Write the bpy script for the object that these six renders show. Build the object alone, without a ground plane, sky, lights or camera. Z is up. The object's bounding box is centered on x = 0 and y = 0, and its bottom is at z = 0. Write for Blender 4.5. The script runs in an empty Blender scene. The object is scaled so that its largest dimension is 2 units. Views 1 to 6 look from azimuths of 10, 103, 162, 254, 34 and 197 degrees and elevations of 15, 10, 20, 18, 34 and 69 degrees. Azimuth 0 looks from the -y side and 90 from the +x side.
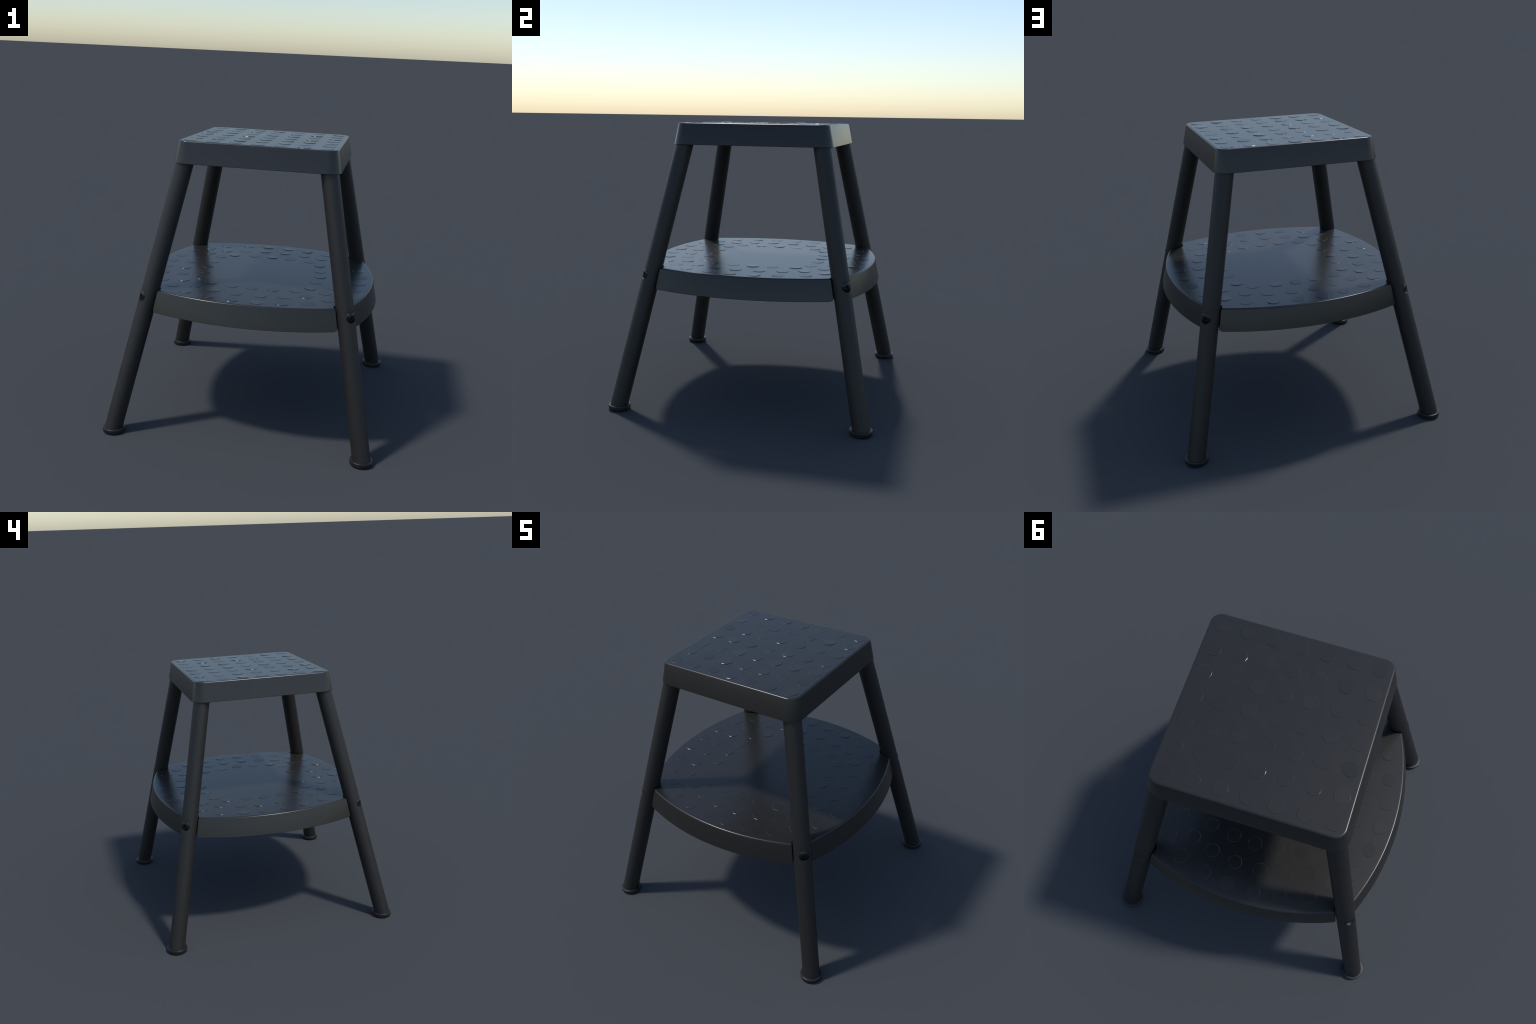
"""Two-step metal stool: square top step, bowed lower step, four splayed tube legs."""
import bpy, bmesh, math, random
from mathutils import Matrix, Vector

rng = random.Random(7)
S2 = math.sqrt(2.0)

# ------------------------------------------------------------------ sizes (m)
LEG_R = 0.0605                      # tube radius
LEG_FOOT = 0.8558                   # |x| = |y| of the leg axis at LEG_FOOT_Z
LEG_FOOT_Z = 0.03
LEG_SLOPE = 0.2027                  # inward lean per metre of height, per axis
TOP_Z, TOP_BOT, TOP_HALF, TOP_RC = 1.9973, 1.848, 0.535, 0.066
STEP_Z, STEP_BOT = 0.998, 0.849
STEP_R, STEP_C = 1.589, 0.771       # radius of each bowed side and its centre offset
CUT_R = 0.0665                      # notch round each leg
FLARE = 0.228                       # outward draft of the lower step's skirt
TOP_FLARE = 0.212                   # ... and of the upper step's
ROUND = 0.011                       # rounding of the pressed upper edges
SHEET = 0.011                       # sheet thickness
BOLT_Z = 0.953


def leg_axis(z):
    return LEG_FOOT - LEG_SLOPE * (z - LEG_FOOT_Z)


# ------------------------------------------------------------------ materials
def paint(name, colour, rough, rough_var=0.03, spec=0.5, coat=0.0, bump=0.0, bump_scale=400.0):
    m = bpy.data.materials.new(name)
    m.use_nodes = True
    nt = m.node_tree
    b = nt.nodes["Principled BSDF"]
    tc = nt.nodes.new("ShaderNodeTexCoord")
    n1 = nt.nodes.new("ShaderNodeTexNoise")
    n1.inputs["Scale"].default_value = 5.0
    n1.inputs["Detail"].default_value = 4.0
    nt.links.new(tc.outputs["Object"], n1.inputs["Vector"])
    ramp = nt.nodes.new("ShaderNodeValToRGB")
    ramp.color_ramp.elements[0].position = 0.3
    ramp.color_ramp.elements[1].position = 0.7
    ramp.color_ramp.elements[0].color = tuple(c * 0.96 for c in colour) + (1,)
    ramp.color_ramp.elements[1].color = tuple(c * 1.04 for c in colour) + (1,)
    nt.links.new(n1.outputs["Fac"], ramp.inputs["Fac"])
    nt.links.new(ramp.outputs["Color"], b.inputs["Base Color"])
    mr = nt.nodes.new("ShaderNodeMapRange")
    mr.inputs["To Min"].default_value = rough - rough_var
    mr.inputs["To Max"].default_value = rough + rough_var
    nt.links.new(n1.outputs["Fac"], mr.inputs["Value"])
    nt.links.new(mr.outputs["Result"], b.inputs["Roughness"])
    b.inputs["Specular IOR Level"].default_value = spec
    b.inputs["Coat Weight"].default_value = coat
    if bump > 0:
        n2 = nt.nodes.new("ShaderNodeTexNoise")
        n2.inputs["Scale"].default_value = bump_scale
        nt.links.new(tc.outputs["Object"], n2.inputs["Vector"])
        bp = nt.nodes.new("ShaderNodeBump")
        bp.inputs["Strength"].default_value = bump
        bp.inputs["Distance"].default_value = 0.001
        nt.links.new(n2.outputs["Fac"], bp.inputs["Height"])
        nt.links.new(bp.outputs["Normal"], b.inputs["Normal"])
    return m


MAT_STEP = paint("charcoal_enamel", (0.0207, 0.0196, 0.0180), 0.28, 0.008)
MAT_LEG = paint("charcoal_satin_tube", (0.0185, 0.0168, 0.0157), 0.46, 0.01, 0.45)
MAT_FOOT = paint("black_plastic", (0.0150, 0.0145, 0.0150), 0.36)
MAT_BOLT = paint("black_oxide_steel", (0.008, 0.008, 0.008), 0.33)
MAT_SOCKET = paint("socket_black", (0.001, 0.001, 0.001), 0.6)


# ------------------------------------------------------------------ helpers
def new_object(name, mesh, parent, mat=None, matrix=None):
    ob = bpy.data.objects.new(name, mesh)
    bpy.context.scene.collection.objects.link(ob)
    ob.parent = parent
    if matrix is not None:
        ob.matrix_local = matrix
    if mat and not mesh.materials:
        mesh.materials.append(mat)
    return ob


def finish(bm, name, angle=35.0):
    bmesh.ops.recalc_face_normals(bm, faces=bm.faces)
    lim = math.radians(angle)
    for f in bm.faces:
        f.smooth = True
    for e in bm.edges:
        if len(e.link_faces) == 2 and e.calc_face_angle(0.0) > lim:
            e.smooth = False
    me = bpy.data.meshes.new(name)
    bm.to_mesh(me)
    bm.free()
    return me


def loft(bm, rings, cap_first=True, cap_last=True):
    rows = [[bm.verts.new(p) for p in ring] for ring in rings]
    n = len(rows[0])
    for a, b in zip(rows, rows[1:]):
        for i in range(n):
            j = (i + 1) % n
            bm.faces.new((a[i], a[j], b[j], b[i]))
    if cap_first:
        bm.faces.new(rows[0])
    if cap_last:
        bm.faces.new(rows[-1])
    return rows


def revolve(bm, profile, n):
    """profile: (radius, height) pairs; closed with flat caps at both ends."""
    rings = [[(r * math.cos(2 * math.pi * i / n), r * math.sin(2 * math.pi * i / n), h)
              for i in range(n)] for r, h in profile]
    return loft(bm, rings)


# pressed-sheet section, from the flat top over the rounded edge, down the
# flared skirt, round the lip and back up inside: (outset, height, end_round)
def pan_section(z_top, z_bot, end_round=0.018, flare=FLARE):
    """Rows of (outset, height, growth of the notch round the legs)."""
    sec = [(-ROUND - 0.006, z_top, ROUND + 0.006), (-ROUND, z_top, ROUND)]
    for k in range(1, 7):
        a = math.radians(78.0) * k / 6
        o = -ROUND + ROUND * math.sin(a)
        sec.append((o, z_top - ROUND + ROUND * math.cos(a), -o))
    o0, h0, _ = sec[-1]

    def skirt(z):
        return o0 + (h0 - z) * flare

    lip = []
    for k in range(0, 5):
        t = k / 4 * math.pi / 2
        lip.append((z_bot + 0.0025 + end_round * (1 - math.sin(t)), end_round * (1 - math.cos(t))))
    sec += [(skirt(z), z, e) for z, e in lip]
    sec.append((skirt(z_bot) - 0.002, z_bot, end_round + 0.002))
    sec.append((skirt(z_bot) - SHEET + 0.002, z_bot, end_round + SHEET - 0.002))
    sec += [(skirt(z) - SHEET, z, e + SHEET) for z, e in reversed(lip)]
    zi = z_top - SHEET
    sec.append((skirt(zi) - SHEET, zi, SHEET))
    return sec


def square_outline(o, z, n=12):
    h, rc = TOP_HALF + o, max(TOP_RC + o, 0.01)
    pts = []
    for k, (sx, sy) in enumerate(((1, 1), (-1, 1), (-1, -1), (1, -1))):
        for i in range(n + 1):
            a = math.pi / 2 * (k + i / n)
            pts.append((sx * (h - rc) + rc * math.cos(a), sy * (h - rc) + rc * math.sin(a), z))
    return pts


def bowed_outline(o, z, end, n_arc=36, n_cut=14):
    """Four bowed sides, each corner notched by an arc concentric with the leg."""
    R, c, a = STEP_R + o, STEP_C, leg_axis(z)
    rc = CUT_R + end * (0.35 if z > STEP_Z - ROUND else 1.0)   # tighter roll at the notch
    # +x side, centre (-c, 0): crossing with circle (a, a) of radius rc
    dx, dy = a + c, a
    d = math.hypot(dx, dy)
    base = math.atan2(dy, dx)
    cosv = (R * R + d * d - rc * rc) / (2 * R * d)
    th = base - math.acos(max(-1, min(1, cosv)))
    th_end = th - 0.0022               # tiny chamfer where skirt turns into notch
    side = [(-c + R * math.cos(t), R * math.sin(t)) for t in
            (-th_end + 2 * th_end * i / n_arc for i in range(n_arc + 1))]
    ex, ey = -c + R * math.cos(th), R * math.sin(th)
    p0 = math.atan2(ey - a, ex - a)            # start on notch (seen from leg axis)
    p1 = math.pi / 2 - p0                      # mirror about the diagonal
    # go the inner way round (through 225 degrees)
    p0 %= 2 * math.pi
    p1 %= 2 * math.pi
    if p0 < p1:
        p0 += 2 * math.pi
    e = 0.035
    notch = [(a + rc * math.cos(t), a + rc * math.sin(t)) for t in
             (p0 - e + (p1 - p0 + 2 * e) * i / n_cut for i in range(n_cut + 1))]
    quarter = side + notch
    pts = []
    for k in range(4):
        ck, sk = ((1, 0), (0, 1), (-1, 0), (0, -1))[k]
        pts += [(ck * x - sk * y, sk * x + ck * y, z) for x, y in quarter]
    return pts


# ------------------------------------------------------------------ assembly
stool = bpy.data.objects.new("step_stool", None)
bpy.context.scene.collection.objects.link(stool)
stool["label"] = "dark grey metal two-step stool with raised round studs"
stool["category"] = "step stool"

# upper step
bm = bmesh.new()
loft(bm, [square_outline(o, z) for o, z, _ in pan_section(TOP_Z, TOP_BOT, 0.004, TOP_FLARE)])
upper = new_object("upper_step", finish(bm, "upper_step"), stool, MAT_STEP)

# lower step
bm = bmesh.new()
rows = loft(bm, [bowed_outline(o, z, e) for o, z, e in pan_section(STEP_Z, STEP_BOT)],
            cap_first=False, cap_last=False)
for row in (rows[0], rows[-1]):
    f = bm.faces.new(row)
    bmesh.ops.triangulate(bm, faces=[f])
lower = new_object("lower_step", finish(bm, "lower_step"), stool, MAT_STEP)


# anti-slip studs: low discs with a narrow sloped rim
def stud_mesh(height, n, rim):
    bm = bmesh.new()
    rows = revolve(bm, [(0.0464, -0.004), (0.0462, 0.0), (0.0462 - rim, height)], n)
    for v in rows[1] + rows[2]:       # radius jitter: slightly irregular outline
        k = 1 + rng.uniform(-0.012, 0.012)
        v.co.x *= k
        v.co.y *= k
    me = finish(bm, "stud", 75.0)
    for p in me.polygons:
        p.use_smooth = False          # flat facets modelled to give short separate glints
    me["relief"] = height
    return me


STUDS = [stud_mesh(0.0012 + 0.0014 * (i / 11), rng.choice((11, 12, 13, 14, 15)),
                   rng.uniform(0.0017, 0.0024)) for i in range(12)]


def place_stud(parent, x, y, z):
    """Unequal heights and leans, shaped to break the rim shading into partial arcs."""
    me = rng.choice(STUDS)
    a = rng.uniform(0, 2 * math.pi)
    lean = math.atan(me["relief"] * rng.uniform(0.0, 0.6) / 0.044)
    tilt = Matrix.Rotation(lean, 4, Vector((math.cos(a), math.sin(a), 0)))
    m = Matrix.Translation((x, y, z)) @ tilt @ Matrix.Rotation(rng.uniform(0, 6.28), 4, "Z")
    new_object("stud", me, parent, MAT_STEP, m)


for i in range(7):
    for j in range(7):
        place_stud(upper, (i - 3) * 0.1525, (j - 3) * 0.1525, TOP_Z)

# one quadrant of the lower step's border pattern, as (along side, distance out)
BORDER = [(0.084, 0.727), (0.248, 0.700), (0.423, 0.648),
          (0.084, 0.582), (0.243, 0.553), (0.388, 0.505),
          (0.145, 0.417), (0.303, 0.394)]
for k in range(4):
    rot = Matrix.Rotation(k * math.pi / 2, 3, "Z")
    spots = [(0.0, 0.429)] + [(s * u, w) for u, w in BORDER for s in (1, -1)]
    spots = [(w, u) for u, w in spots] + [(0.538, 0.538)]
    for x, y in spots:
        p = rot @ Vector((x, y, 0))
        place_stud(lower, p.x, p.y, STEP_Z)

# leg (built in the +x +y corner, repeated by quarter turns)
foot_top = 0.034
z0, z1 = 0.02, 1.968
axis0 = Vector((leg_axis(z0), leg_axis(z0), z0))
axis1 = Vector((leg_axis(z1), leg_axis(z1), z1))
up = (axis1 - axis0).normalized()
tangent = Vector((-1, 1, 0)).normalized()
outward = tangent.cross(up).normalized()
levels = [z0, 0.3, 0.6, 0.80, 0.86, 0.89, 0.905, 1.005, 1.02, 1.05, 1.1, 1.4, 1.7, z1]
bm = bmesh.new()
N = 64
rings = []
for z in levels:
    c = Vector((leg_axis(z), leg_axis(z), z))
    rings.append([c + LEG_R * (math.cos(2 * math.pi * i / N) * outward +
                               math.sin(2 * math.pi * i / N) * tangent) for i in range(N)])
loft(bm, rings)
leg_mesh = finish(bm, "leg", 40)

# the bolt seat: a level counterbore milled into the leaning tube
diag = Vector((1, 1, 0)).normalized()
FLOOR = 0.9970                      # distance of the bore's floor from the stool's axis
frame = Matrix((tangent, Vector((0, 0, 1)), diag)).transposed().to_4x4()
bm = bmesh.new()
revolve(bm, [(0.0365, 0.0), (0.0365, 0.12)], 40)
bm.transform(Matrix.Translation(diag * FLOOR + Vector((0, 0, BOLT_Z))) @ frame)
cut = bpy.data.objects.new("cutter", finish(bm, "cutter"))
leg_tmp = bpy.data.objects.new("leg_tmp", leg_mesh)
for o in (cut, leg_tmp):
    bpy.context.scene.collection.objects.link(o)
mod = leg_tmp.modifiers.new("bore", "BOOLEAN")
mod.operation, mod.solver, mod.object = "DIFFERENCE", "EXACT", cut
dg = bpy.context.evaluated_depsgraph_get()
bored = bpy.data.meshes.new_from_object(leg_tmp.evaluated_get(dg), depsgraph=dg)
bored.name = "leg"
bored.materials.clear()
for o in (cut, leg_tmp):
    bpy.data.objects.remove(o)
bm = bmesh.new()
bm.from_mesh(bored)
bmesh.ops.remove_doubles(bm, verts=bm.verts, dist=1e-5)
leg_mesh = finish(bm, "leg", 30)

# foot cap: flat flanged glide, level on the floor
bm = bmesh.new()
revolve(bm, [(0.060, 0.0), (0.0705, 0.0010), (0.0748, 0.0045), (0.0762, 0.010), (0.0765, 0.0305),
             (0.0758, 0.0335), (0.0738, 0.0350), (0.0705, 0.0353), (0.055, 0.0353)], 48)
foot_mesh = finish(bm, "foot_cap", 50)
foot_pos = Matrix.Translation((0.8545, 0.8545, 0.0))

# button-head bolt with a hexagonal socket
bm = bmesh.new()
dome = [(0.0356, -0.010), (0.0356, 0.0005), (0.0346, 0.0018), (0.0315, 0.0038), (0.0265, 0.0064),
        (0.0215, 0.0086), (0.0170, 0.0098), (0.0138, 0.0103)]
rows = [[bm.verts.new((r * math.cos(2 * math.pi * i / 24), r * math.sin(2 * math.pi * i / 24), h))
         for i in range(24)] for r, h in dome]
hexr = []
for i in range(24):                 # socket mouth: hexagon sampled at 24 points
    a = 2 * math.pi * i / 24
    b = (a % (math.pi / 3)) - math.pi / 6
    r = 0.0125 * math.cos(math.pi / 6) / math.cos(b)
    hexr.append((r * math.cos(a), r * math.sin(a)))
rows.append([bm.verts.new((x, y, 0.0104)) for x, y in hexr])
rows.append([bm.verts.new((x, y, -0.0030)) for x, y in hexr])
for a, b in zip(rows, rows[1:]):
    for i in range(24):
        f = bm.faces.new((a[i], a[(i + 1) % 24], b[(i + 1) % 24], b[i]))
        if b is rows[-1]:
            f.material_index = 1
bm.faces.new(rows[0])
bm.faces.new(rows[-1]).material_index = 1
bolt_mesh = finish(bm, "bolt", 40)
bolt_mesh.materials.append(MAT_BOLT)
bolt_mesh.materials.append(MAT_SOCKET)
bolt_pos = Matrix.Translation(diag * FLOOR + Vector((0, 0, BOLT_Z))) @ frame

for k in range(4):
    leg = new_object("leg", leg_mesh, stool, MAT_LEG, Matrix.Rotation(k * math.pi / 2, 4, "Z"))
    new_object("foot_cap", foot_mesh, leg, MAT_FOOT, foot_pos)
    new_object("bolt", bolt_mesh, leg, None, bolt_pos)
